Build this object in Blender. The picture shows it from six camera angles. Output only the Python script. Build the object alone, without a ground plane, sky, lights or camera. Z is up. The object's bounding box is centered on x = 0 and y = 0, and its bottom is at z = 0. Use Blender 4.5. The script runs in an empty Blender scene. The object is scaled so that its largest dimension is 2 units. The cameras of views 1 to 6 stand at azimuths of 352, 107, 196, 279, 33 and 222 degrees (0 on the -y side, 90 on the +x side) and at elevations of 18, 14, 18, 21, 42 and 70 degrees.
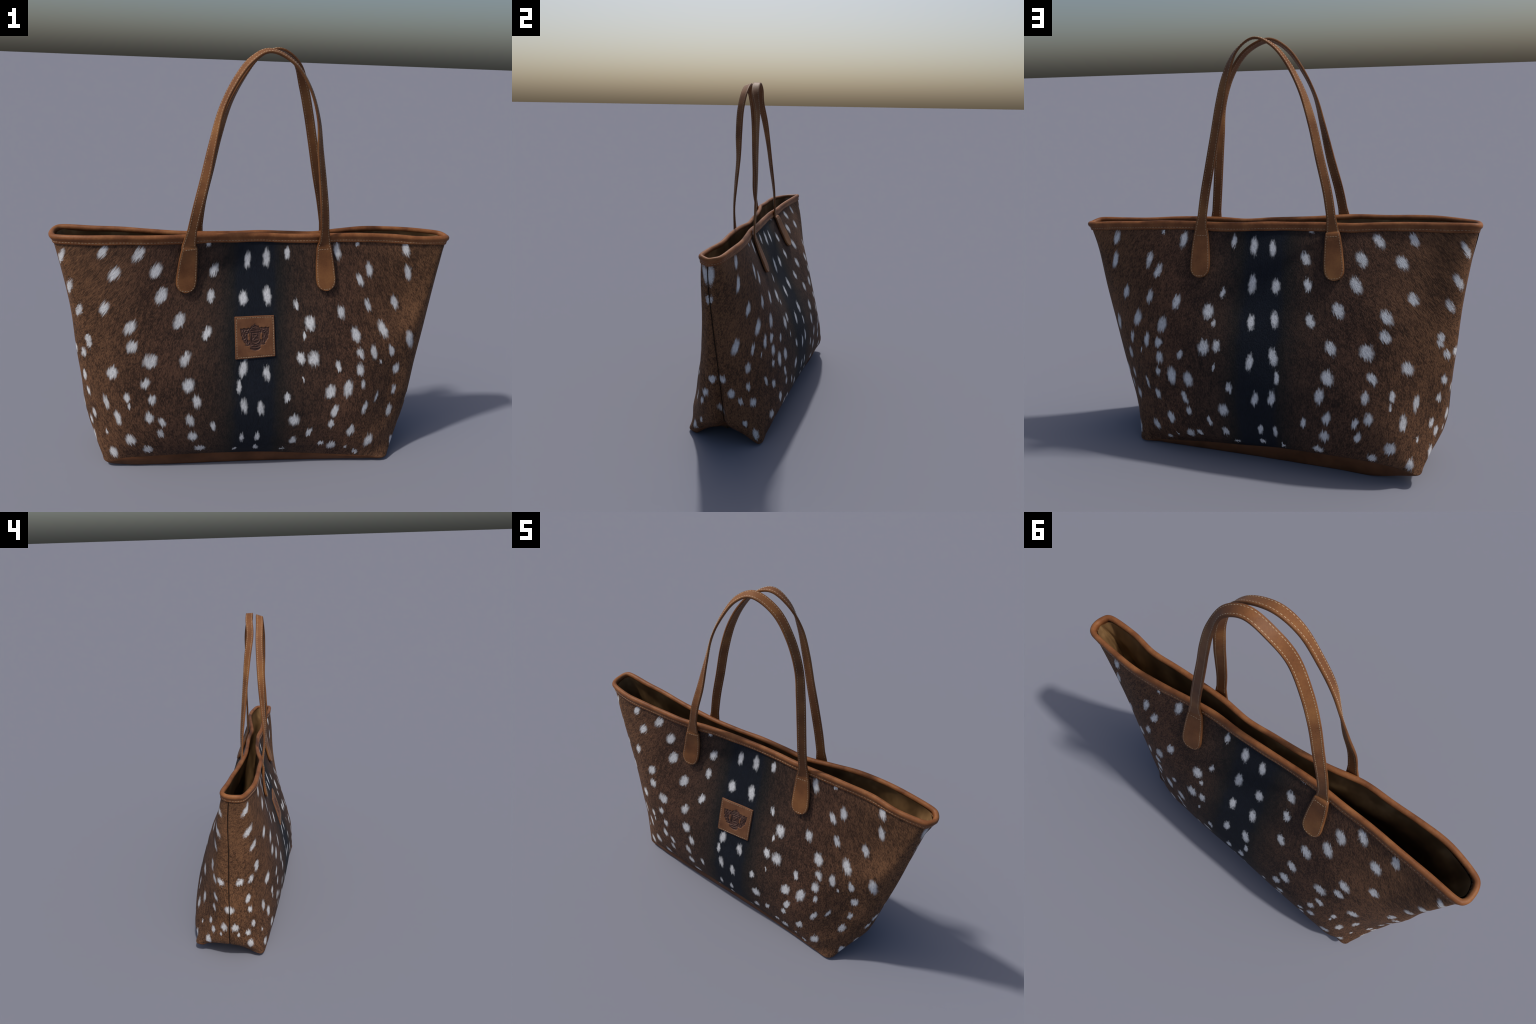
"""Tote bag in spotted deer hide with tan leather trim, two strap handles and a stitched leather patch."""
import bpy, math, random
import numpy as np
from mathutils import Vector, Euler, Matrix
from mathutils.bvhtree import BVHTree

random.seed(7)
RNG = np.random.default_rng(7)

# ------------------------------------------------------------------ helpers
def catmull(P, u):
    """Catmull-Rom through the rows of P (open curve), u in 0..len-1 (array)."""
    P = np.asarray(P, float)
    n = len(P)
    E = np.vstack([2 * P[0] - P[1], P, 2 * P[-1] - P[-2]])
    u = np.clip(np.asarray(u, float), 0, n - 1 - 1e-9)
    i = u.astype(int)
    f = (u - i)[:, None]
    a, b, c, d = E[i], E[i + 1], E[i + 2], E[i + 3]
    return 0.5 * (2 * b + (c - a) * f + (2 * a - 5 * b + 4 * c - d) * f ** 2 + (3 * b - a - 3 * c + d) * f ** 3)


def unit(v):
    return v / (np.linalg.norm(v, axis=-1, keepdims=True) + 1e-12)


def sstep(a, b, x):
    t = np.clip((x - a) / (b - a), 0, 1)
    return t * t * (3 - 2 * t)


def new_mesh(name, verts, faces, mat, parent, smooth=True):
    me = bpy.data.meshes.new(name)
    me.from_pydata([tuple(map(float, v)) for v in verts], [], [tuple(map(int, f)) for f in faces])
    me.validate()
    me.materials.append(mat)
    me.polygons.foreach_set("use_smooth", [smooth] * len(me.polygons))
    me.update()
    ob = bpy.data.objects.new(name, me)
    bpy.context.scene.collection.objects.link(ob)
    ob.parent = parent
    return ob


def compact(V, F):
    used = sorted({i for f in F for i in f})
    mp = {o: k for k, o in enumerate(used)}
    return [V[i] for i in used], [tuple(mp[i] for i in f) for f in F]


def grid_faces(nu, nv, close_u=False, close_v=False, flip=False):
    """Faces of an nu x nv grid, index i*nv+j."""
    F = []
    for i in range(nu if close_u else nu - 1):
        for j in range(nv if close_v else nv - 1):
            a, b = i * nv + j, i * nv + (j + 1) % nv
            c, d = ((i + 1) % nu) * nv + (j + 1) % nv, ((i + 1) % nu) * nv + j
            F.append((a, d, c, b) if flip else (a, b, c, d))
    return F


def arc(P, closed=False):
    Q = np.vstack([P, P[:1]]) if closed else P
    return np.concatenate([[0], np.cumsum(np.linalg.norm(np.diff(Q, axis=0), axis=1))])


# ------------------------------------------------------------------ node materials
class Nodes:
    def __init__(self, name):
        self.mat = bpy.data.materials.new(name)
        self.mat.use_nodes = True
        self.t = self.mat.node_tree
        self.t.nodes.clear()
        self.out = self.t.nodes.new("ShaderNodeOutputMaterial")
        self.bsdf = self.t.nodes.new("ShaderNodeBsdfPrincipled")
        self.t.links.new(self.bsdf.outputs[0], self.out.inputs[0])
        self.co = self.t.nodes.new("ShaderNodeTexCoord").outputs["Object"]

    def link(self, a, sock):
        if isinstance(a, bpy.types.NodeSocket):
            self.t.links.new(a, sock)
        else:
            sock.default_value = a

    def math(self, op, a, b=0.0, c=None, clamp=False):
        n = self.t.nodes.new("ShaderNodeMath")
        n.operation = op
        n.use_clamp = clamp
        self.link(a, n.inputs[0])
        self.link(b, n.inputs[1])
        if c is not None:
            self.link(c, n.inputs[2])
        return n.outputs[0]

    def vmath(self, op, a, b=(0, 0, 0)):
        n = self.t.nodes.new("ShaderNodeVectorMath")
        n.operation = op
        self.link(a, n.inputs[0])
        self.link(b, n.inputs[1])
        return n.outputs["Value"] if op in ("LENGTH", "DISTANCE", "DOT_PRODUCT") else n.outputs[0]

    def sep(self, v):
        n = self.t.nodes.new("ShaderNodeSeparateXYZ")
        self.link(v, n.inputs[0])
        return n.outputs

    def comb(self, x, y, z):
        n = self.t.nodes.new("ShaderNodeCombineXYZ")
        for s, v in zip(n.inputs, (x, y, z)):
            self.link(v, s)
        return n.outputs[0]

    def noise(self, v, scale, detail=2.0, rough=0.5):
        n = self.t.nodes.new("ShaderNodeTexNoise")
        self.link(v, n.inputs["Vector"])
        n.inputs["Scale"].default_value = scale
        n.inputs["Detail"].default_value = detail
        n.inputs["Roughness"].default_value = rough
        return n.outputs["Fac"]

    def ramp(self, fac, stops, interp="LINEAR"):
        n = self.t.nodes.new("ShaderNodeValToRGB")
        n.color_ramp.interpolation = interp
        e = n.color_ramp.elements
        while len(e) < len(stops):
            e.new(0.5)
        for el, (p, c) in zip(e, stops):
            el.position = p
            el.color = (*c, 1) if len(c) == 3 else c
        self.link(fac, n.inputs[0])
        return n.outputs[0]

    def maprange(self, v, a, b, c=0.0, d=1.0, smooth=True):
        n = self.t.nodes.new("ShaderNodeMapRange")
        n.interpolation_type = "SMOOTHSTEP" if smooth else "LINEAR"
        self.link(v, n.inputs[0])
        for i, q in enumerate((a, b, c, d)):
            n.inputs[i + 1].default_value = q
        return n.outputs[0]

    def mix(self, fac, a, b, blend="MIX"):
        n = self.t.nodes.new("ShaderNodeMix")
        n.data_type = "RGBA"
        n.blend_type = blend
        self.link(fac, n.inputs[0])
        for s, v in ((n.inputs[6], a), (n.inputs[7], b)):
            self.link(v if isinstance(v, bpy.types.NodeSocket) else (*v, 1.0), s)
        return n.outputs[2]

    def bump(self, h, strength, dist):
        n = self.t.nodes.new("ShaderNodeBump")
        n.inputs["Strength"].default_value = strength
        n.inputs["Distance"].default_value = dist
        self.link(h, n.inputs["Height"])
        self.t.links.new(n.outputs[0], self.bsdf.inputs["Normal"])

    def base(self, col, rough=0.6, spec=0.3):
        self.link(col if isinstance(col, bpy.types.NodeSocket) else (*col, 1.0), self.bsdf.inputs["Base Color"])
        self.link(rough, self.bsdf.inputs["Roughness"])
        self.bsdf.inputs["Specular IOR Level"].default_value = spec


def leather(name, dark, mid, light, rough=0.5, patch=9.0, spec=0.35):
    m = Nodes(name)
    a = m.noise(m.co, patch, 4, 0.6)
    b = m.noise(m.co, 160, 3, 0.6)
    f = m.math("ADD", m.math("MULTIPLY", a, 0.8), m.math("MULTIPLY", b, 0.2))
    col = m.ramp(f, [(0.3, dark), (0.5, mid), (0.7, light)])
    m.base(col, rough, spec * .5)
    m.bump(m.noise(m.co, 420, 3, 0.6), 0.25, 0.002)
    return m.mat


MAT_RIM = leather("rim_leather", (0.122, 0.042, 0.015), (0.194, 0.072, 0.026), (0.268, 0.112, 0.041), 0.5, 14)
MAT_STRAP = leather("strap_leather", (0.106, 0.040, 0.015), (0.172, 0.070, 0.026), (0.245, 0.110, 0.038), 0.5, 7)
MAT_BASE = leather("base_leather", (0.066, 0.026, 0.010), (0.102, 0.040, 0.016), (0.138, 0.056, 0.023), 0.55, 8)
MAT_PATCH = leather("patch_leather", (0.105, 0.042, 0.020), (0.150, 0.064, 0.030), (0.20, 0.090, 0.042), 0.55, 18)
MAT_CREST = leather("crest_leather", (0.050, 0.025, 0.019), (0.074, 0.037, 0.028), (0.105, 0.054, 0.039), 0.5, 60)


def thread_material():
    m = Nodes("stitch_thread")
    m.base(m.ramp(m.noise(m.co, 60, 2), [(0.3, (0.32, 0.23, 0.14)), (0.7, (0.46, 0.35, 0.23))]), 0.7, 0.2)
    return m.mat


def lining_material():
    m = Nodes("lining_satin")
    s = m.sep(m.co)
    v = m.comb(m.math("MULTIPLY", s[0], 5.0), m.math("MULTIPLY", s[1], 5.0), m.math("MULTIPLY", s[2], 3.0))
    f = m.noise(v, 2.0, 3, 0.55)
    m.base(m.ramp(f, [(0.3, (0.085, 0.047, 0.020)), (0.55, (0.175, 0.100, 0.043)), (0.72, (0.31, 0.195, 0.092))]), 0.38, 0.5)  # pale tan stop paints satin highlights and the lit ends into the cloth
    return m.mat


def seam_material():
    m = Nodes("seam_dark_brown")
    m.base(m.ramp(m.noise(m.co, 90, 2), [(0.3, (0.012, 0.007, 0.005)), (0.7, (0.030, 0.017, 0.010))]), 0.8, 0.1)
    return m.mat


MAT_THREAD, MAT_LINING, MAT_SEAM = thread_material(), lining_material(), seam_material()

# ------------------------------------------------------------------ the bag: profile curves
# Corner and seam curves, from the rim down to the hem: (x, y, z).
SEAM_L = [(-.957, -.060, 1.178), (-.930, -.040, 1.0), (-.906, -.031, .8), (-.892, -.020, .6), (-.880, -.012, .4), (-.872, -.004, .25), (-.840, .003, .145), (-.780, .008, .103)]
FRONT_L = [(-.925, -.137, 1.173), (-.877, -.160, 1.0), (-.830, -.170, .8), (-.804, -.168, .6), (-.790, -.165, .4), (-.786, -.156, .25), (-.784, -.158, .12), (-.760, -.180, .030)]
FRONT_R = [(.912, -.048, 1.140), (.875, -.066, 1.0), (.838, -.078, .8), (.790, -.107, .6), (.785, -.122, .4), (.762, -.138, .25), (.722, -.170, .12), (.672, -.236, .020)]
SEAM_R = [(.950, .004, 1.130), (.926, -.012, 1.0), (.899, -.004, .8), (.871, .004, .6), (.836, .008, .4), (.806, .008, .25), (.782, .006, .165), (.740, .000, .125)]
BACK_R = [(.910, .057, 1.140), (.855, .077, 1.0), (.797, .099, .8), (.760, .122, .6), (.722, .138, .4), (.695, .155, .25), (.688, .174, .13), (.685, .197, .014)]
BACK_L = [(-.920, -.018, 1.187), (-.872, .030, 1.0), (-.838, .062, .8), (-.815, .093, .6), (-.785, .122, .4), (-.777, .146, .25), (-.770, .190, .13), (-.755, .234, .070)]
# Outer folds of the right end, either side of its sunken seam.
FOLD_RF = [(.940, -.022, 1.135), (.908, -.042, 1.0), (.884, -.042, .8), (.856, -.054, .6), (.828, -.064, .4), (.806, -.072, .25), (.778, -.080, .155), (.714, -.104, .080)]
FOLD_RB = [(.942, .032, 1.135), (.912, .030, 1.0), (.880, .042, .8), (.842, .054, .6), (.812, .057, .4), (.786, .060, .25), (.766, .062, .155), (.714, .094, .080)]
LEVELS = [None, 1.0, .8, .6, .4, .25, .13, None]
# How far the soft walls bow out (y), at thirteen even steps from left corner to right corner.
FRONT_Y = [
    [-.169, -.170, -.162, -.155, -.121, -.096, -.080, -.066, -.070, -.063, -.053, -.042, -.056],
    [-.193, -.198, -.179, -.159, -.138, -.120, -.106, -.099, -.095, -.092, -.079, -.063, -.064],
    [-.216, -.228, -.216, -.197, -.188, -.182, -.166, -.156, -.150, -.143, -.123, -.093, -.073],
    [-.224, -.250, -.254, -.248, -.242, -.236, -.226, -.215, -.215, -.205, -.188, -.166, -.139],
    [-.225, -.253, -.264, -.269, -.271, -.271, -.270, -.265, -.260, -.255, -.246, -.213, -.160],
    [-.220, -.248, -.259, -.265, -.270, -.273, -.275, -.275, -.272, -.271, -.266, -.244, -.192],
    [-.215, -.234, -.240, -.245, -.248, -.252, -.255, -.256, -.256, -.258, -.261, -.261, -.240],
    [-.206, -.212, -.216, -.218, -.219, -.220, -.221, -.224, -.228, -.232, -.237, -.243, -.248]]
FRONT_RIM_Z = [1.177, 1.178, 1.175, 1.176, 1.173, 1.168, 1.165, 1.156, 1.158, 1.159, 1.155, 1.147, 1.141]
FRONT_HEM_Z = [.055, .062, .067, .069, .070, .069, .068, .064, .058, .052, .045, .038, .030]
BACK_Y = [
    [-.025, -.029, -.036, -.036, -.038, -.029, -.015, -.005, -.001, .024, .052, .068, .067],
    [.041, .049, .048, .041, .036, .040, .048, .054, .063, .084, .107, .119, .104],
    [.103, .130, .136, .132, .128, .124, .122, .127, .140, .156, .169, .171, .147],
    [.151, .189, .204, .209, .211, .213, .213, .215, .218, .223, .220, .207, .177],
    [.200, .242, .260, .265, .267, .269, .271, .270, .267, .260, .250, .235, .202],
    [.238, .270, .274, .274, .275, .273, .270, .269, .269, .267, .260, .251, .216],
    [.260, .264, .260, .259, .257, .256, .253, .252, .253, .253, .251, .249, .226],
    [.236, .224, .215, .210, .208, .207, .206, .206, .206, .206, .207, .208, .206]]
BACK_RIM_Z = [1.182, 1.179, 1.171, 1.161, 1.160, 1.159, 1.159, 1.153, 1.149, 1.157, 1.161, 1.157, 1.151]
BACK_HEM_Z = [.086, .091, .093, .092, .090, .086, .080, .072, .065, .058, .049, .039, .028]


def panel_columns(seam_a, corner_a, wall_y, rim_z, hem_z, corner_b, fold_b, seam_b, bow):
    """Vertical control curves of one hide panel from the left seam to the right seam."""
    cols = [seam_a, None, corner_a]
    n = len(rim_z)
    for i in range(n):
        f = (i + 1) / (n + 1)
        col = []
        for l, z in enumerate(LEVELS):
            x = corner_a[l][0] + (corner_b[l][0] - corner_a[l][0]) * f
            col.append((x, wall_y[l][i], rim_z[i] if l == 0 else hem_z[i] if l == 7 else z))
        cols.append(col)
    cols += [corner_b, fold_b, seam_b]
    m = (np.array(seam_a) + np.array(corner_a)) / 2            # the left end stays softly rounded
    m[:, 0] -= np.array([.012, .014, .018, .026, .018, .014, .008, .002])
    m[:, 1] += bow * .004
    cols[1] = m
    return np.array([np.array(c) for c in cols])            # columns x levels x 3


FRONT_COLS = panel_columns(SEAM_L, FRONT_L, FRONT_Y, FRONT_RIM_Z, FRONT_HEM_Z, FRONT_R, FOLD_RF, SEAM_R, -1)
BACK_COLS = panel_columns(SEAM_L, BACK_L, BACK_Y, BACK_RIM_Z, BACK_HEM_Z, BACK_R, FOLD_RB, SEAM_R, 1)
NC = len(FRONT_COLS)


def panel_rows(cols, c, t):
    """Surface points: c (column parameters), t (0 rim .. 1 hem)."""
    V = np.stack([catmull(col, t * (cols.shape[1] - 1)) for col in cols])       # columns x t x 3
    return np.stack([catmull(V[:, j], c) for j in range(V.shape[1])], 1)        # c x t x 3


def dense_columns(n):
    s = np.linspace(0, 1, n)
    s = s + 0.028 * np.sin(2 * math.pi * s) * -1.6      # crowd the samples towards both side seams
    s = (s - s[0]) / (s[-1] - s[0])
    return s * (NC - 1)


CS = dense_columns(280)
TS = np.linspace(0, 1, 150)


def normals(G, sign):
    du = np.gradient(G, axis=0)
    dv = np.gradient(G, axis=1)
    return unit(np.cross(du, dv)) * sign


def waves(P, scale, seed):
    """Cheap smooth 3D ripple used for soft undulation of leather and cloth."""
    r = np.random.default_rng(seed)
    h = 0
    for k in range(6):
        d = unit(r.normal(size=3)) * scale * r.uniform(.6, 1.6)
        h = h + np.sin(P @ d + r.uniform(0, 6.3))
    return h / 6


def build_panel(cols, sign, seed):
    G = panel_rows(cols, CS, TS)
    N = normals(G, sign)
    d = arc(G[:, len(TS) // 2])
    for end in (0, 1):                                   # fold of the side seam
        q = d if end == 0 else d[-1] - d
        dep = .006 if end == 0 else .012
        wid = .007 if end == 0 else .020
        deepen = sstep(0.02, .15, TS) * (1 if end == 0 else 1 + 1.8 * sstep(.25, .75, TS))
        g = dep * np.exp(-(q / wid) ** 2)[:, None, None] * deepen[None, :, None]
        ax = np.array([1.0, 0, 0]) if end == 0 else np.array([-1.0, 0, 0])
        G = G + g * ax
    G = G + N * (waves(G, 22, seed) * .0012 * sstep(0, .1, TS)[None, :])[..., None]
    return G, N


FG, FN = build_panel(FRONT_COLS, 1, 3)
BG, BN = build_panel(BACK_COLS, -1, 4)
if FN[140, 70, 1] > 0:
    FN = -FN
if BN[140, 70, 1] < 0:
    BN = -BN
nc, nt = len(CS), len(TS)
TREE = {}
for nm, G in (("front", FG), ("back", BG)):
    TREE[nm] = BVHTree.FromPolygons([tuple(v) for v in G.reshape(-1, 3)], grid_faces(nc, nt))


def on_wall(side, x, z):
    """Point and outward normal of the hide wall at (x, z)."""
    sg = -1 if side == "front" else 1
    hit = TREE[side].ray_cast(Vector((x, sg * 1.0, z)), Vector((0, -sg, 0)))
    if hit[0] is None:
        hit = TREE[side].find_nearest(Vector((x, sg * .2, z)))
    n = np.array(hit[1])
    return np.array(hit[0]), n if n[1] * sg > 0 else -n


# ------------------------------------------------------------------ hide material with its white spots
# Each spot: (x, z, length, width), seen on the front wall; the hide is printed alike on both walls.
FLANK_L = [(-.725, 1.118, .069, .039), (-.569, 1.103, .079, .045), (-.675, 1.019, .073, .051), (-.493, 1.024, .079, .054),
           (-.471, .911, .083, .054), (-.726, .859, .068, .046), (-.612, .773, .081, .049), (-.391, .789, .078, .052),
           (-.262, .727, .069, .043), (-.244, .895, .062, .040), (-.229, 1.012, .068, .043), (-.253, 1.135, .026, .027),
           (-.605, .681, .065, .052), (-.524, .608, .076, .068), (-.362, .613, .072, .050), (-.703, .537, .071, .057),
           (-.548, .495, .064, .044), (-.349, .483, .074, .060), (-.637, .413, .055, .032), (-.628, .365, .035, .016),
           (-.518, .410, .061, .042), (-.310, .399, .075, .045), (-.684, .289, .081, .040), (-.534, .313, .059, .046),
           (-.473, .287, .059, .033), (-.342, .295, .073, .042), (-.231, .261, .056, .030), (-.483, .219, .053, .033),
           (-.627, .175, .065, .054), (-.328, .200, .060, .050), (-.545, .115, .047, .051), (-.293, .120, .040, .058),
           (-.739, .370, .080, .034), (-.743, .195, .034, .018), (-.713, .087, .060, .046)]
SPINE = [(-.070, 1.052, .082, .034), (.021, 1.059, .089, .040), (.122, 1.077, .060, .031), (-.090, .878, .075, .046),
         (.026, .883, .093, .044), (-.090, .720, .080, .044), (.024, .700, .078, .040), (-.090, .554, .087, .044),
         (.024, .524, .081, .038), (-.108, .463, .064, .028), (-.084, .365, .079, .039), (-.001, .353, .072, .039),
         (-.089, .186, .053, .027), (-.014, .188, .050, .030), (-.018, .117, .034, .031), (-.122, .109, .022, .024),
         (.119, .094, .022, .034)]
FLANK_R = [(.369, 1.084, .084, .038), (.469, 1.120, .020, .023), (.538, .989, .080, .036), (.491, .940, .079, .036),
           (.723, 1.085, .074, .040), (.741, .970, .093, .037), (.168, .837, .050, .028), (.237, .749, .078, .057),
           (.208, .692, .041, .020), (.396, .791, .076, .039), (.539, .813, .074, .036), (.685, .814, .079, .041),
           (.475, .676, .084, .050), (.623, .687, .100, .050), (.779, .620, .100, .049), (.192, .587, .061, .045),
           (.256, .580, .075, .061), (.501, .584, .060, .043), (.574, .584, .075, .037), (.675, .575, .065, .031),
           (.383, .536, .056, .030), (.500, .507, .067, .044), (.615, .526, .029, .015), (.709, .475, .063, .042),
           (.207, .489, .034, .014), (.343, .416, .074, .056), (.436, .425, .088, .053), (.517, .433, .050, .027),
           (.706, .362, .053, .032), (.596, .354, .062, .024), (.129, .398, .045, .036), (.530, .312, .066, .034),
           (.370, .318, .068, .034), (.355, .246, .050, .034), (.682, .253, .064, .046), (.166, .277, .067, .057),
           (.460, .198, .062, .042), (.246, .202, .050, .031), (.168, .154, .051, .038), (.312, .127, .033, .035),
           (.367, .112, .055, .049), (.561, .128, .071, .046), (.498, .063, .026, .036), (.441, .097, .022, .014)]
# Spots on the narrow ends: (share of the way from side seam to corner, z, length, width).
END_L = [(.90, 1.084, .090, .034), (.83, .941, .090, .040), (.95, .837, .078, .036), (1.03, .695, .050, .038),
         (1.03, .668, .046, .034), (.80, .606, .058, .036), (.41, .610, .056, .044), (.68, .477, .060, .038),
         (.74, .391, .046, .036), (.89, .278, .050, .032), (.68, .227, .052, .038), (.75, .136, .072, .044),
         (.22, .280, .060, .050), (.02, .412, .052, .060), (.33, .220, .034, .020)]
END_R = [(.56, .350, .060, .046), (.76, .289, .056, .028), (.78, .148, .048, .028), (.95, .075, .066, .040),
         (.24, .441, .050, .044), (.0, .238, .080, .034), (.20, 1.050, .120, .046), (.03, .905, .070, .028)]


def tilt_at(x, z):
    """Lean of the hair away from the spine (radians); it turns over low on the flanks."""
    amp = math.radians(33 if x < 0 else 19)
    side = min(1.0, abs(x) / .4)
    s = 1 if x < 0 else -1
    up = float(sstep(.32, .58, np.array(z)))
    return s * side * (amp * up - math.radians(12 if x < 0 else 20) * (1 - up))


def spot_frames(side):
    cols = FRONT_COLS if side == "front" else BACK_COLS
    sg = -1 if side == "front" else 1
    r = np.random.default_rng(11)
    out = []
    for x, z, L, W in FLANK_L + SPINE + FLANK_R:
        a = tilt_at(x, z) + r.normal() * .09
        if side == "back":
            lift = float(sstep(.6, 1.0, np.array(1.6 - z))) * (.030 - .020 * min(1.0, max(0.0, (x + .1) / .6)))
            x, z = x + .043 * max(0.0, (z - .05) / 1.05), z + lift
        p, n = on_wall(side, x, z)
        out.append((p, n, a, L, W))
    for ends, c0, dirc in ((END_L, 0, 1), (END_R, NC - 1, -1)):
        for q, z, L, W in ends:
            if q < .05 and side == "front" and ends is END_R and z > .8:
                q = .05
            c = c0 + dirc * 2 * q
            t = np.linspace(0, 1, 200)
            P = panel_rows(cols, np.array([c, c + dirc * .05]), t)
            j = int(np.argmin(np.abs(P[0, :, 2] - z)))
            j = min(max(j, 1), 198)
            p = P[0, j]
            n = unit(np.cross(P[1, j] - P[0, j], P[0, j + 1] - P[0, j - 1]))
            if n[0] * dirc > 0:
                n = -n
            a = tilt_at(-.6 if dirc > 0 else .6, z) + r.normal() * .09
            out.append((p, n, a, L, W))
    return out


def hide_material(side, x_from, x_to):
    """Coat of one length of the wall; it carries only the spots that reach into it."""
    m = Nodes("spotted_hide")
    s = m.sep(m.co)
    zc = m.math("SUBTRACT", s[2], .42)
    lean = m.maprange(s[0], -.1, .1, 1.25, .70)
    g = m.math("ADD", m.math("MULTIPLY", m.math("MULTIPLY", zc, zc), lean), 1.0)
    xw = m.math("MULTIPLY", s[0], g)
    hair = m.comb(m.math("MULTIPLY", xw, 2.3), m.math("MULTIPLY", s[1], 2.3), s[2])       # squeezed across the hair
    fine = m.noise(hair, 78, 2, 0.6)
    mott = m.noise(hair, 24, 3, 0.6)
    broad = m.noise(m.co, 4.5, 2, 0.5)
    # ---- coat colour: black spine, dark shoulders, warm flanks, far ends lightened to match the sunlit left end
    wob = m.math("MULTIPLY", m.math("SUBTRACT", m.noise(hair, 14, 3, .6), .5), .05)
    cx = m.math("ADD", s[0], .031 if side == "front" else -.008)
    dist = m.math("ADD", m.math("ABSOLUTE", cx), wob)
    deep = m.ramp(dist, [(.0, (.0046, .0064, .0110)), (.080, (.0048, .0066, .0108)), (.115, (.0085, .0080, .0080)),
                         (.20, (.0155, .0098, .0078)), (.45, (.025, .0125, .0080)), (.90, (.046, .0215, .0105))])
    pale = m.ramp(dist, [(.0, (.0082, .0114, .0190)), (.080, (.0086, .0114, .0182)), (.115, (.021, .0170, .0152)),
                         (.20, (.064, .035, .023)), (.45, (.124, .060, .035)), (.90, (.205, .098, .045))])
    f = m.math("ADD", m.math("MULTIPLY", fine, .62), m.math("MULTIPLY", mott, .38))
    f = m.maprange(m.math("ADD", f, m.math("MULTIPLY", m.math("SUBTRACT", broad, .5), .22)), .34, .68)
    coat = m.mix(f, deep, pale)
    # ---- spots: nearest of many small ellipses, frayed along the hair
    streak = m.noise(m.comb(m.math("MULTIPLY", xw, 4.4), m.math("MULTIPLY", s[1], 4.4), m.math("MULTIPLY", s[2], .5)), 30, 1.5, .5)
    off = m.math("MULTIPLY", m.math("SUBTRACT", streak, .5), .056)
    warp = m.noise(m.co, 38, 2, .5)
    q = m.comb(m.math("ADD", s[0], m.math("MULTIPLY", m.math("SUBTRACT", warp, .5), .016)), s[1], m.math("ADD", s[2], off))
    best = None
    for p, n, a, L, W in spot_frames(side):
        if not x_from - .09 < p[0] < x_to + .09:
            continue
        T = unit(np.cross([0, 0, 1.0], n))              # level tangent
        if (T[0] if abs(T[0]) > .25 else -T[1] * np.sign(n[0])) < 0:
            T = -T
        U = np.cross(n, T)
        if U[2] < 0:
            U = -U
        H = math.cos(a) * U + math.sin(a) * T
        X = np.cross(H, n)
        M = Matrix((X, H, np.cross(X, H))).transposed()
        mp = m.t.nodes.new("ShaderNodeMapping")
        mp.vector_type = "TEXTURE"
        m.link(q, mp.inputs["Vector"])
        mp.inputs["Location"].default_value = p
        mp.inputs["Rotation"].default_value = M.to_euler("XYZ")
        mp.inputs["Scale"].default_value = (W * .415, L * .44, max(W, .04))
        d = m.vmath("LENGTH", mp.outputs[0])
        best = d if best is None else m.math("MINIMUM", best, d)
    mask = m.maprange(m.math("ADD", best, m.math("MULTIPLY", m.math("SUBTRACT", fine, .5), .24)), 1.40, .52)
    white = m.mix(m.maprange(fine, .25, .75), (.50, .505, .52), (.70, .70, .70))
    mask = m.math("MULTIPLY", mask, m.maprange(m.noise(m.co, 7.5, 1, .5), .30, .60, .84, 1.0))
    col = m.mix(mask, coat, white)
    m.base(col, .75, .2)
    m.bump(fine, .5, .004)
    return m.mat


# ------------------------------------------------------------------ assemble: root and hide walls
root = bpy.data.objects.new("tote_bag", None)
root["label"] = "large spotted deer hide tote bag with tan leather handles"
root["category"] = "tote bag"
bpy.context.scene.collection.objects.link(root)

LENGTHS = [(-9, -.50), (-.50, -.20), (-.20, .12), (.12, .45), (.45, 9)]
for side, name, G, flip in (("front", "front_panel", FG, False), ("back", "back_panel", BG, True)):
    coats = [hide_material(side, a, b) for a, b in LENGTHS]
    ob = new_mesh(name, G.reshape(-1, 3), grid_faces(nc, nt, flip=flip), coats[0], root)
    for c in coats[1:]:
        ob.data.materials.append(c)
    for poly in ob.data.polygons:
        poly.material_index = sum(poly.center.x > b for a, b in LENGTHS[:-1])

# ---- thin dark brown tube along each side seam
for cols, end in ((FRONT_COLS, 0), (FRONT_COLS, 1)):
    G = FG[0 if end == 0 else -1][4:]
    r = .0032 if end == 0 else .0028
    ring = [(math.cos(a), math.sin(a)) for a in np.linspace(0, 2 * math.pi, 9)[:-1]]
    V = [p + np.array([c * r, s * r, 0]) for p in G for c, s in ring]
    new_mesh("side_seam", V, grid_faces(len(G), 8, close_v=True), MAT_SEAM, root)

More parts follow.
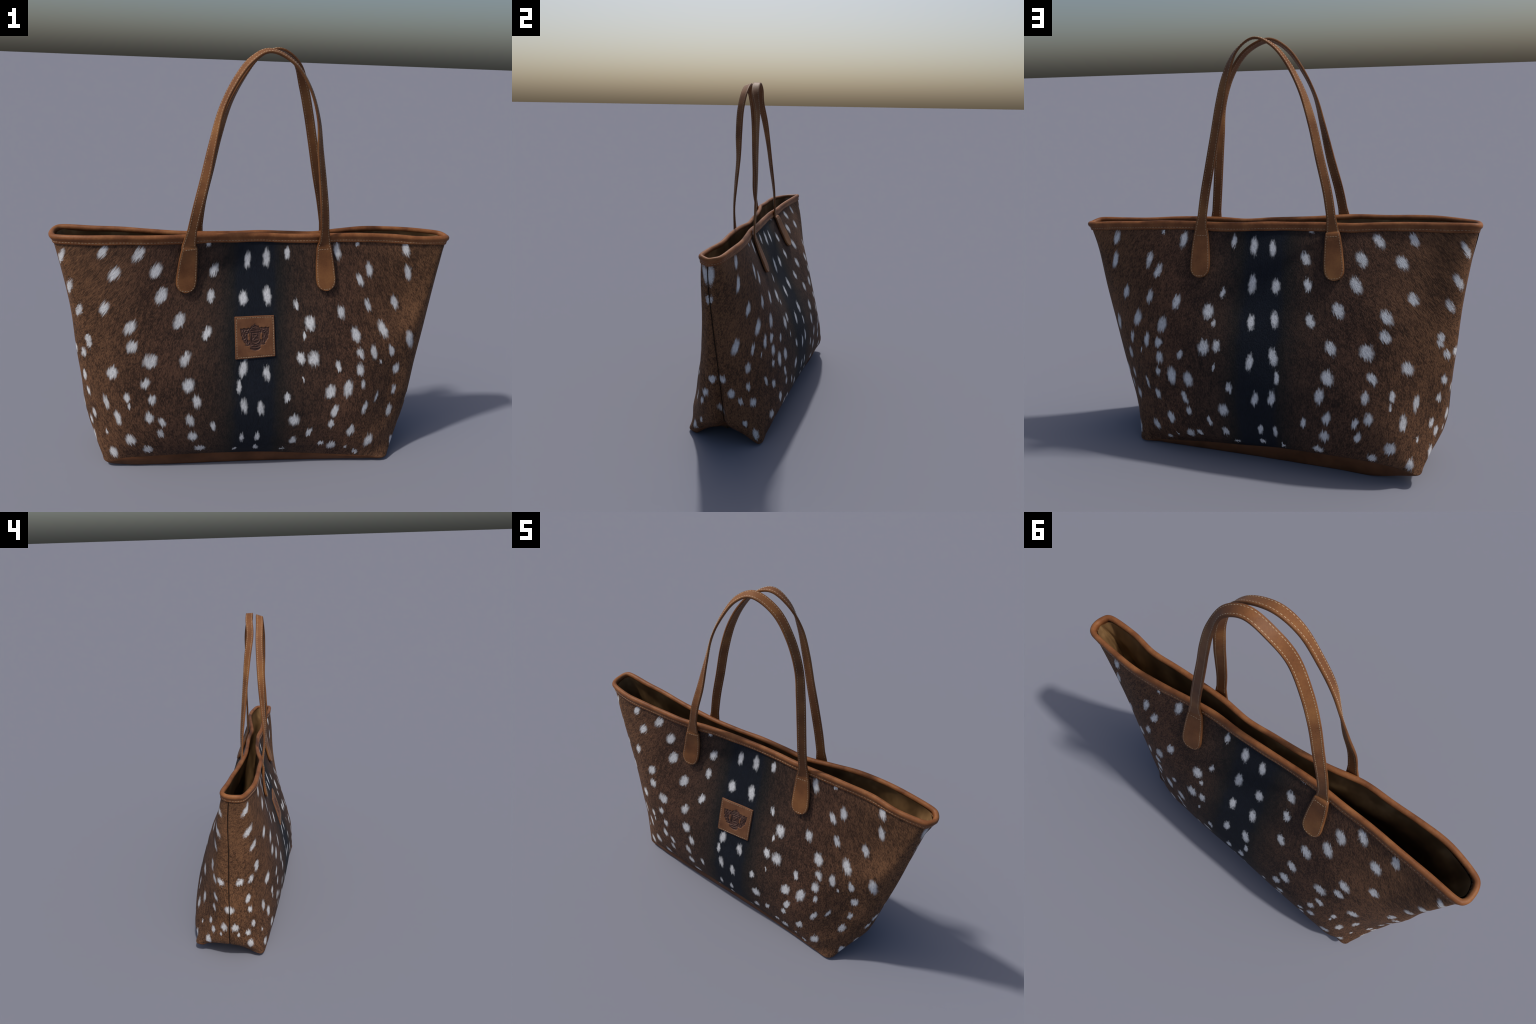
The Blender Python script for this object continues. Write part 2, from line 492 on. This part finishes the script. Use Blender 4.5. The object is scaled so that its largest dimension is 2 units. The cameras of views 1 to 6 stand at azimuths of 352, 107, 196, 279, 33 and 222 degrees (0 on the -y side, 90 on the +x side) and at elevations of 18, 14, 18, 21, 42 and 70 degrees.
# ------------------------------------------------------------------ leather base
hem = np.vstack([FG[:, -1], BG[::-1, -1][1:-1]])
hem_n = len(hem)
rings = []
core = hem.copy()
core[:, 0] = np.clip(hem[:, 0], -.60, .55)
core[:, 1] = (hem[:, 1] * .0) + np.where(hem[:, 0] < 0, .01, -.01)
core[:, 2] = 0
ang = list(np.linspace(0, math.pi / 2, 12))
out_n = unit(np.stack([np.gradient(hem[:, 1]), -np.gradient(hem[:, 0]), np.zeros(hem_n)], 1))
if (out_n[nc // 2][1]) > 0:
    out_n = -out_n
def floor_height(P):
    """The stiff floor rests on its long edges and arches up under both ends."""
    e = sstep(.40, .74, np.abs(P[:, 0])) * np.clip(1 - (P[:, 1] / .19) ** 2, 0, 1)
    e2 = sstep(.50, .78, -P[:, 0]) * sstep(-.05, .15, P[:, 1])
    return .0008 + .085 * e + .055 * e2 + .012 * np.clip(1 - (P[:, 1] / .17) ** 2, 0, 1)


for k, a in enumerate(ang):
    q = a / (math.pi / 2)
    f = .09 * (.6 * (1 - math.cos(a)) + .4 * q)
    R = hem + (core - hem) * f
    g = .5 * (1 - math.sin(a)) + .5 * (1 - q)
    R = R + out_n * (.0022 * math.sin(min(1, k / 2) * math.pi / 2) + .0012 * waves(R, 40, 9)[:, None] * (k > 0))
    fl = np.minimum(floor_height(R), hem[:, 2])
    R[:, 2] = fl + (hem[:, 2] - fl) * g
    rings.append(R)
for f in (.25, .5, .75, 1.0):
    f0 = .09
    R = hem + (core - hem) * (f0 + (1 - f0) * f)
    R[:, 2] = np.minimum(floor_height(R), np.maximum(hem[:, 2], .02))
    rings.append(R)
V = np.vstack(rings)
new_mesh("base", V, grid_faces(len(rings), hem_n, close_v=True), MAT_BASE, root)

# ------------------------------------------------------------------ rolled leather rim
def resample(P, n, closed=True):
    L = arc(P, closed)
    Q = np.vstack([P, P[:1]]) if closed else P
    t = np.linspace(0, L[-1], n, endpoint=not closed)
    return np.stack([np.interp(t, L, Q[:, k]) for k in range(Q.shape[1])], 1)


NR = 640
lip = np.vstack([FG[:, 0], BG[::-1, 0][1:-1]])
low = np.vstack([FG[:, 6], BG[::-1, 6][1:-1]])
both = resample(np.hstack([lip, low]), NR)
for _ in range(3):
    both = (np.roll(both, 1, 0) + 2 * both + np.roll(both, -1, 0)) / 4
lip, low = both[:, :3], both[:, 3:]
down = unit(low - lip)
tan = unit(np.roll(lip, -1, 0) - np.roll(lip, 1, 0))
outw = unit(np.cross(tan, down))
if outw[NR // 4][1] > 0:
    outw = -outw
PROF = [(.0020, .0315), (.0050, .0310), (.0062, .0270), (.0060, .0190), (.0072, .0130), (.0110, .0080), (.0128, .0020),
        (.0120, -.0045), (.0088, -.0095), (.0045, -.0122), (.0, -.0130), (-.0045, -.0122), (-.0088, -.0095), (-.0120, -.0045),
        (-.0128, .0020), (-.0110, .0080), (-.0080, .0130), (-.0075, .0190), (-.0078, .0270), (-.0050, .0310)]
V = []
wob = 1 + .10 * waves(lip, 38, 21)[:, None]
for o, d in PROF:
    V.append(lip + outw * o * wob + down * d * wob)
V = np.stack(V, 1)
new_mesh("rim_binding", V.reshape(-1, 3), grid_faces(NR, len(PROF), close_u=True, close_v=True), MAT_RIM, root)
rim = bpy.data.objects["rim_binding"]


def stitches(name, parent, runs, length=.0085, pitch=.0135, wid=.0030, high=.0014):
    """Dashes of thread along each run: (points, normals)."""
    V, F = [], []
    for P, N in runs:
        P, N = np.asarray(P), np.asarray(N)
        L = arc(P)
        if L[-1] < length:
            continue
        for s in np.arange(pitch * .3, L[-1] - length, pitch):
            j = RNG.uniform(-.0008, .0008)
            a = np.array([np.interp(s + j, L, P[:, k]) for k in range(3)])
            b = np.array([np.interp(s + j + length, L, P[:, k]) for k in range(3)])
            n = unit(np.array([np.interp(s + length / 2, L, N[:, k]) for k in range(3)]))
            t = unit(b - a)
            w = np.cross(t, n) * wid / 2
            i = len(V)
            for q in np.linspace(0, 1, 4):
                e = math.sin(math.pi * (q * .8 + .1))
                c = a + (b - a) * q
                V += [c - w * (.5 + .5 * e) - n * .0006, c + n * high * e, c + w * (.5 + .5 * e) - n * .0006]
            for k in range(3):
                F += [(i + 3 * k, i + 3 * k + 1, i + 3 * k + 4, i + 3 * k + 3), (i + 3 * k + 1, i + 3 * k + 2, i + 3 * k + 5, i + 3 * k + 4)]
    ob = new_mesh(name, V, F, MAT_THREAD, parent)
    ob["kind"] = "stuff"
    return ob


loop = lambda A: np.vstack([A, A[:1]])
stitches("rim_stitching", rim, [(loop(lip + outw * .0064 * wob + down * .0215), loop(outw)),
                                (loop(lip - outw * .0079 * wob + down * .0215), loop(-outw))], .0095, .0150, .0021)

# ------------------------------------------------------------------ lining
def inset(G, other, seed):
    """Loose cloth hanging inside a wall, drawn towards the middle of the bag."""
    gap = other[..., 1] - G[..., 1]
    pull = np.minimum(.012 + .034 * sstep(.015, .16, TS)[None, :], .28 * np.abs(gap))
    P = G.copy()
    fold = waves(P * np.array([1, 0, .45]), 34, seed) * sstep(.04, .25, TS)[None, :]
    P[..., 1] += np.sign(gap) * pull * (1 + .22 * fold)
    P[..., 0] *= .984 - .05 * sstep(.45, .85, TS)[None, :]
    P[..., 2] = np.maximum(P[..., 2], .05)
    return P


LF, LB = inset(FG, BG, 31), inset(BG, FG, 32)
step_c, step_t = slice(None, None, 2), slice(1, None, 3)
A, B = LF[step_c, step_t], LB[step_c, step_t][::-1]
ringA = np.concatenate([A, B], 0)
ku, kv = ringA.shape[:2]
V = list(ringA.reshape(-1, 3))
F = grid_faces(ku, kv, close_u=True)
floor_i = len(V)
fl = ringA[:, -1].copy()
fl[:, 2] = .04
fl[:, :2] *= .93
V += list(fl)
mid = len(V)
V.append(np.array([0, 0, .035]))
for i in range(ku):
    j = (i + 1) % ku
    F.append((i * kv + kv - 1, j * kv + kv - 1, floor_i + j, floor_i + i))
    F.append((floor_i + i, floor_i + j, mid))
new_mesh("lining", V, F, MAT_LINING, root)

# ------------------------------------------------------------------ handles
# Centre line of each strap and the vector across it, from the left foot to the right foot.
STRAP_FRONT = [(-.343, -.158, 1.146), (-.312, -.171, 1.295), (-.275, -.158, 1.444), (-.242, -.147, 1.595), (-.207, -.138, 1.737),
               (-.151, -.129, 1.855), (-.081, -.124, 1.947), (.002, -.113, 1.985), (.106, -.104, 1.938), (.182, -.101, 1.837),
               (.229, -.094, 1.705), (.248, -.090, 1.566), (.268, -.097, 1.424), (.286, -.102, 1.283), (.298, -.092, 1.146)]
ACROSS_FRONT = [(-.050, -.006, .005), (-.044, .003, .010), (-.040, .014, .008), (-.032, .032, .005), (-.020, .040, .004),
                (-.017, .039, .009), (-.016, .041, .011), (-.003, .043, .014), (.004, .038, .010), (.010, .042, .006),
                (.015, .039, .006), (.030, .032, .004), (.036, .025, .004), (.040, .016, .004), (.046, .008, .004)]
STRAP_BACK = [(.325, .039, 1.146), (.298, .033, 1.294), (.264, .027, 1.440), (.233, .015, 1.583), (.203, .007, 1.718),
              (.170, -.004, 1.840), (.129, -.029, 1.939), (.049, -.044, 1.994), (-.035, -.053, 1.963), (-.102, -.066, 1.882),
              (-.165, -.057, 1.764), (-.211, -.047, 1.625), (-.247, -.036, 1.470), (-.285, -.025, 1.309), (-.307, -.020, 1.146)]
ACROSS_BACK = [(.045, .012, .004), (.043, .010, .010), (.043, .005, .010), (.043, -.004, .009), (.041, -.008, .010),
               (.039, -.022, .010), (.021, -.041, .005), (.008, -.039, .001), (.001, -.039, .004), (-.004, -.037, .007),
               (-.016, -.038, .003), (-.030, -.035, .006), (-.035, -.030, .006), (-.040, -.021, .006), (-.050, -.010, .004)]
# Feet: (x, z) down the middle of each tab, from just under the rim to the rounded tip.
FEET = {"front": ([(-.346, 1.118), (-.351, 1.060), (-.356, 1.000), (-.360, .955), (-.363, .917)],
                  [(.297, 1.112), (.303, 1.050), (.309, .985), (.313, .940), (.316, .898)]),
        "back": ([(.328, 1.112), (.325, 1.055), (.322, .995), (.320, .950), (.318, .912)],
                 [(-.311, 1.118), (-.318, 1.060), (-.325, 1.005), (-.331, .962), (-.336, .926)])}


def foot_width(s):
    """Half width of the strap at distance s from the tip of a tab."""
    r = .047
    tip = .047 * np.clip(1 - (1 - np.minimum(s, r) / r) ** 2.1, 0, None) ** (1 / 2.1)
    body = np.interp(s, [0, .04, .062, .10, .15, .205, .235, .30], [.047, .047, .0480, .0465, .0430, .0370, .0300, .0222])
    return np.where(s < r, np.minimum(tip, body), body)


def build_handle(side, strap, across):
    sg = -1 if side == "front" else 1
    lf, rf = FEET[side]
    pts, acr = [], []
    first, last = unit(np.array(across[0])), unit(np.array(across[-1]))

    def foot(f, ref):
        P, A = [], []
        for x, z in f:
            p, n = on_wall(side, x, z)
            lift = .0140 if z > 1.09 else .0105
            P.append(p + n * lift)
            a = ref - n * (ref @ n)
            A.append(unit(a))
        return P, A
    P0, A0 = foot(lf, first * np.array([1, 1, 0]))
    P1, A1 = foot(rf, last * np.array([1, 1, 0]))
    pts = P0[::-1] + [np.array(p) for p in strap] + P1
    acr = A0[::-1] + [unit(np.array(a)) for a in across] + A1
    n = len(pts)
    u = np.linspace(0, n - 1, 1500)
    C, A = catmull(np.array(pts), u), catmull(np.array(acr), u)
    L = arc(C)
    m = 420
    tip = .5 - .5 * np.cos(np.linspace(0, math.pi, m))          # finer steps at both tips
    s = (.75 * np.linspace(0, 1, m) + .25 * tip) * L[-1]
    s[1:14] = s[14] * (np.arange(1, 14) / 14) ** 2
    s[-14:-1] = L[-1] - s[1:14][::-1]
    C = np.stack([np.interp(s, L, C[:, k]) for k in range(3)], 1)
    A = np.stack([np.interp(s, L, A[:, k]) for k in range(3)], 1)
    T = unit(np.gradient(C, axis=0))
    A = unit(A - T * (A * T).sum(1, keepdims=True))
    N = np.cross(A, T)
    if N[m // 12][1] * sg < 0:
        N = -N
    sm = np.minimum(s, L[-1] - s)
    W = np.maximum(foot_width(sm), .003)
    th = np.interp(sm, [0, .19, .24], [.0072, .0072, .0050]) + .0006 * waves(C, 25, 5)
    prof = [(-1, -.45), (-1, .35), (-.965, .85), (-.90, 1.0), (-.60, .97), (-.3, .95), (0, .95), (.3, .95), (.60, .97), (.90, 1.0), (.965, .85), (1, .35),
            (1, -.45), (.965, -.85), (.90, -1), (.45, -.97), (0, -.95), (-.45, -.97), (-.90, -1), (-.965, -.85)]
    V = np.stack([C + A * (W * a)[:, None] + N * (th * h)[:, None] for a, h in prof], 1)
    k = len(prof)
    F = grid_faces(m, k, close_v=True)
    F += [tuple(range(k)), tuple((m - 1) * k + i for i in range(k))[::-1]]
    ia = int(np.argmin(np.abs(s - .205)))                      # rings where the tabs begin
    ib = int(np.argmin(np.abs(L[-1] - s - .205)))
    flat = V.reshape(-1, 3)
    ob = new_mesh("handle", *compact(flat, [f for f in F if ia * k <= min(f) and max(f) < (ib + 1) * k]), MAT_STRAP, root)
    for part in ([f for f in F if max(f) < (ia + 1) * k], [f for f in F if min(f) >= ib * k]):
        new_mesh("handle_tab", *compact(flat, part), MAT_STRAP, ob)
    # ---- stitching: along both edges, round the tabs, and one line across the top of each tab
    ins = np.clip(W - .0075, .0, None)
    on = sm > .0075
    runs = []
    for e in (-1, 1):
        P = C + A * (e * ins)[:, None] + N * (th * .99)[:, None]
        runs.append((P[on], N[on]))
        inner = sm > .26
        P2 = C + A * (e * ins)[:, None] - N * (th * .99)[:, None]
        runs.append((P2[inner], -N[inner]))
    for endside in (0, 1):
        i = int(np.argmin(np.abs((s if endside == 0 else L[-1] - s) - .205)))
        x = np.linspace(-1, 1, 12)
        runs.append((C[i] + A[i] * (ins[i] * x)[:, None] + N[i] * th[i] * .99, np.repeat(N[i][None], 12, 0)))
        j = int(np.argmin(np.abs((s if endside == 0 else L[-1] - s) - .0075)))
        runs.append((C[j] + A[j] * (ins[j] * x)[:, None] + N[j] * th[j] * .99, np.repeat(N[j][None], 12, 0)))
    stitches("handle_stitching", ob, runs, .0082, .0125, .0030)
    return ob


build_handle("front", STRAP_FRONT, ACROSS_FRONT)
build_handle("back", STRAP_BACK, ACROSS_BACK)

# ------------------------------------------------------------------ stitched patch with its embossed crest
CORNERS = [(-.133, .797), (.060, .792), (-.128, .599), (.067, .601)]      # top left, top right, bottom left, bottom right


def inside(poly, x, y):
    c = np.zeros(x.shape, bool)
    for (x0, y0), (x1, y1) in zip(poly, poly[1:] + poly[:1]):
        c ^= ((y0 > y) != (y1 > y)) & (x < (x1 - x0) * (y - y0) / (y1 - y0 + 1e-12) + x0)
    return c


def line_dist(path, x, y):
    d = np.full(x.shape, 9.0)
    for (x0, y0), (x1, y1) in zip(path, path[1:]):
        dx, dy = x1 - x0, y1 - y0
        t = np.clip(((x - x0) * dx + (y - y0) * dy) / (dx * dx + dy * dy + 1e-12), 0, 1)
        d = np.minimum(d, np.hypot(x - x0 - t * dx, y - y0 - t * dy))
    return d


CREST_HALF = [(0, .64), (.05, .58), (.12, .54), (.19, .53), (.22, .44), (.29, .43), (.33, .46), (.44, .42), (.55, .46), (.63, .42), (.73, .45), (.71, .30),
              (.69, .20), (.70, .10), (.64, .04), (.66, -.08), (.58, -.14), (.55, -.24), (.48, -.27), (.49, -.36), (.38, -.39), (.28, -.37), (.25, -.46), (.26, -.54),
              (.14, -.62), (0, -.64)]
CREST_HOLE = [(.27, .16), (.33, .20), (.38, .13), (.34, .02), (.36, -.08), (.32, -.15), (.26, -.12)]
CREST_LINES = [[(0, .60), (.07, .54), (.17, .50)], [(0, .46), (.12, .44), (.20, .40)], [(0, .38), (.22, .36)], [(0, .27), (.25, .27), (.25, .33)],
               [(.22, .21), (.22, -.18), (.16, -.26), (0, -.32)], [(0, -.41), (.10, -.38), (.24, -.42)], [(0, -.52), (.14, -.50), (.23, -.46)],
               [(.30, .38), (.38, .30), (.48, .34), (.54, .28), (.46, .22), (.36, .26)], [(.58, .38), (.64, .26), (.60, .14), (.66, .02)],
               [(.44, .16), (.50, .06), (.46, -.04), (.54, -.10)], [(.40, -.06), (.44, -.18), (.40, -.26), (.46, -.32)], [(.30, -.22), (.34, -.30), (.42, -.34)],
               [(.56, .22), (.54, .10), (.58, .0)]]
FIELD_LINES = [[(-.14, .15), (.10, .15)], [(.12, .14), (-.12, -.12)], [(-.10, -.16), (.13, -.14)], [(-.02, .08), (.12, -.02)], [(-.12, .05), (-.04, -.02)]]

M = 200
us = np.linspace(-1, 1, M)
X, Y = np.meshgrid(us, us, indexing="ij")
Z = np.zeros((M, M, 3))
PN = np.zeros((M, M, 3))
for i in range(0, M):
    for j in range(0, M):
        a, b = (X[i, j] + 1) / 2, (Y[i, j] + 1) / 2
        top = np.array(CORNERS[0]) * (1 - a) + np.array(CORNERS[1]) * a
        bot = np.array(CORNERS[2]) * (1 - a) + np.array(CORNERS[3]) * a
        x, z = bot * (1 - b) + top * b
        Z[i, j], PN[i, j] = on_wall("front", x, z)
for _ in range(30):                                            # the stiff patch rides over small ripples
    for Q in (Z, PN):
        Q[1:-1, 1:-1] = (Q[:-2, 1:-1] + Q[2:, 1:-1] + Q[1:-1, :-2] + Q[1:-1, 2:]) / 4
PN = unit(PN)
edge = 1 - np.maximum(np.abs(X), np.abs(Y))
corner = np.hypot(np.clip(np.abs(X) - .94, 0, 1), np.clip(np.abs(Y) - .94, 0, 1))
h = .0065 * np.sqrt(np.clip(1 - (1 - np.clip(edge / .045, 0, 1)) ** 2, 0, 1))
h = np.where(corner > .06, -.002, h) - .0010 * np.exp(-((edge - .088) / .02) ** 2)
h = h + .0007 * waves(Z, 90, 15)
AX = np.abs(X)
crest = inside([(x, y) for x, y in CREST_HALF], AX, Y) & ~inside(CREST_HOLE, AX, Y)
soft = crest.astype(float)
for _ in range(3):
    soft[1:-1, 1:-1] = (soft[:-2, 1:-1] + soft[2:, 1:-1] + soft[1:-1, :-2] + soft[1:-1, 2:] + soft[1:-1, 1:-1]) / 5
ridge = np.zeros((M, M))
for p in CREST_LINES:
    ridge = np.maximum(ridge, np.exp(-(line_dist(p, AX, Y) / .018) ** 2))
for p in FIELD_LINES:
    ridge = np.maximum(ridge, np.exp(-(line_dist(p, X, Y) / .018) ** 2))
h = h - .0034 * soft + .0030 * ridge * soft
PV = Z + PN * h[..., None]
faces = grid_faces(M, M)
cf = [f for f in faces if soft.reshape(-1)[list(f)].mean() > .5]
pf = [f for f in faces if soft.reshape(-1)[list(f)].mean() <= .5]


patch = new_mesh("leather_patch", *compact(PV.reshape(-1, 3), pf), MAT_PATCH, root)
new_mesh("crest_emblem", *compact(PV.reshape(-1, 3), cf), MAT_CREST, patch)
runs = []
k0, k1 = int(.044 * M), M - 1 - int(.044 * M)
for sl in ((slice(k0, k1), k0), (slice(k0, k1), k1), (k0, slice(k0, k1)), (k1, slice(k0, k1))):
    runs.append((PV[sl] + PN[sl] * .0004, PN[sl]))
stitches("patch_stitching", patch, runs, .0078, .0122, .0030)
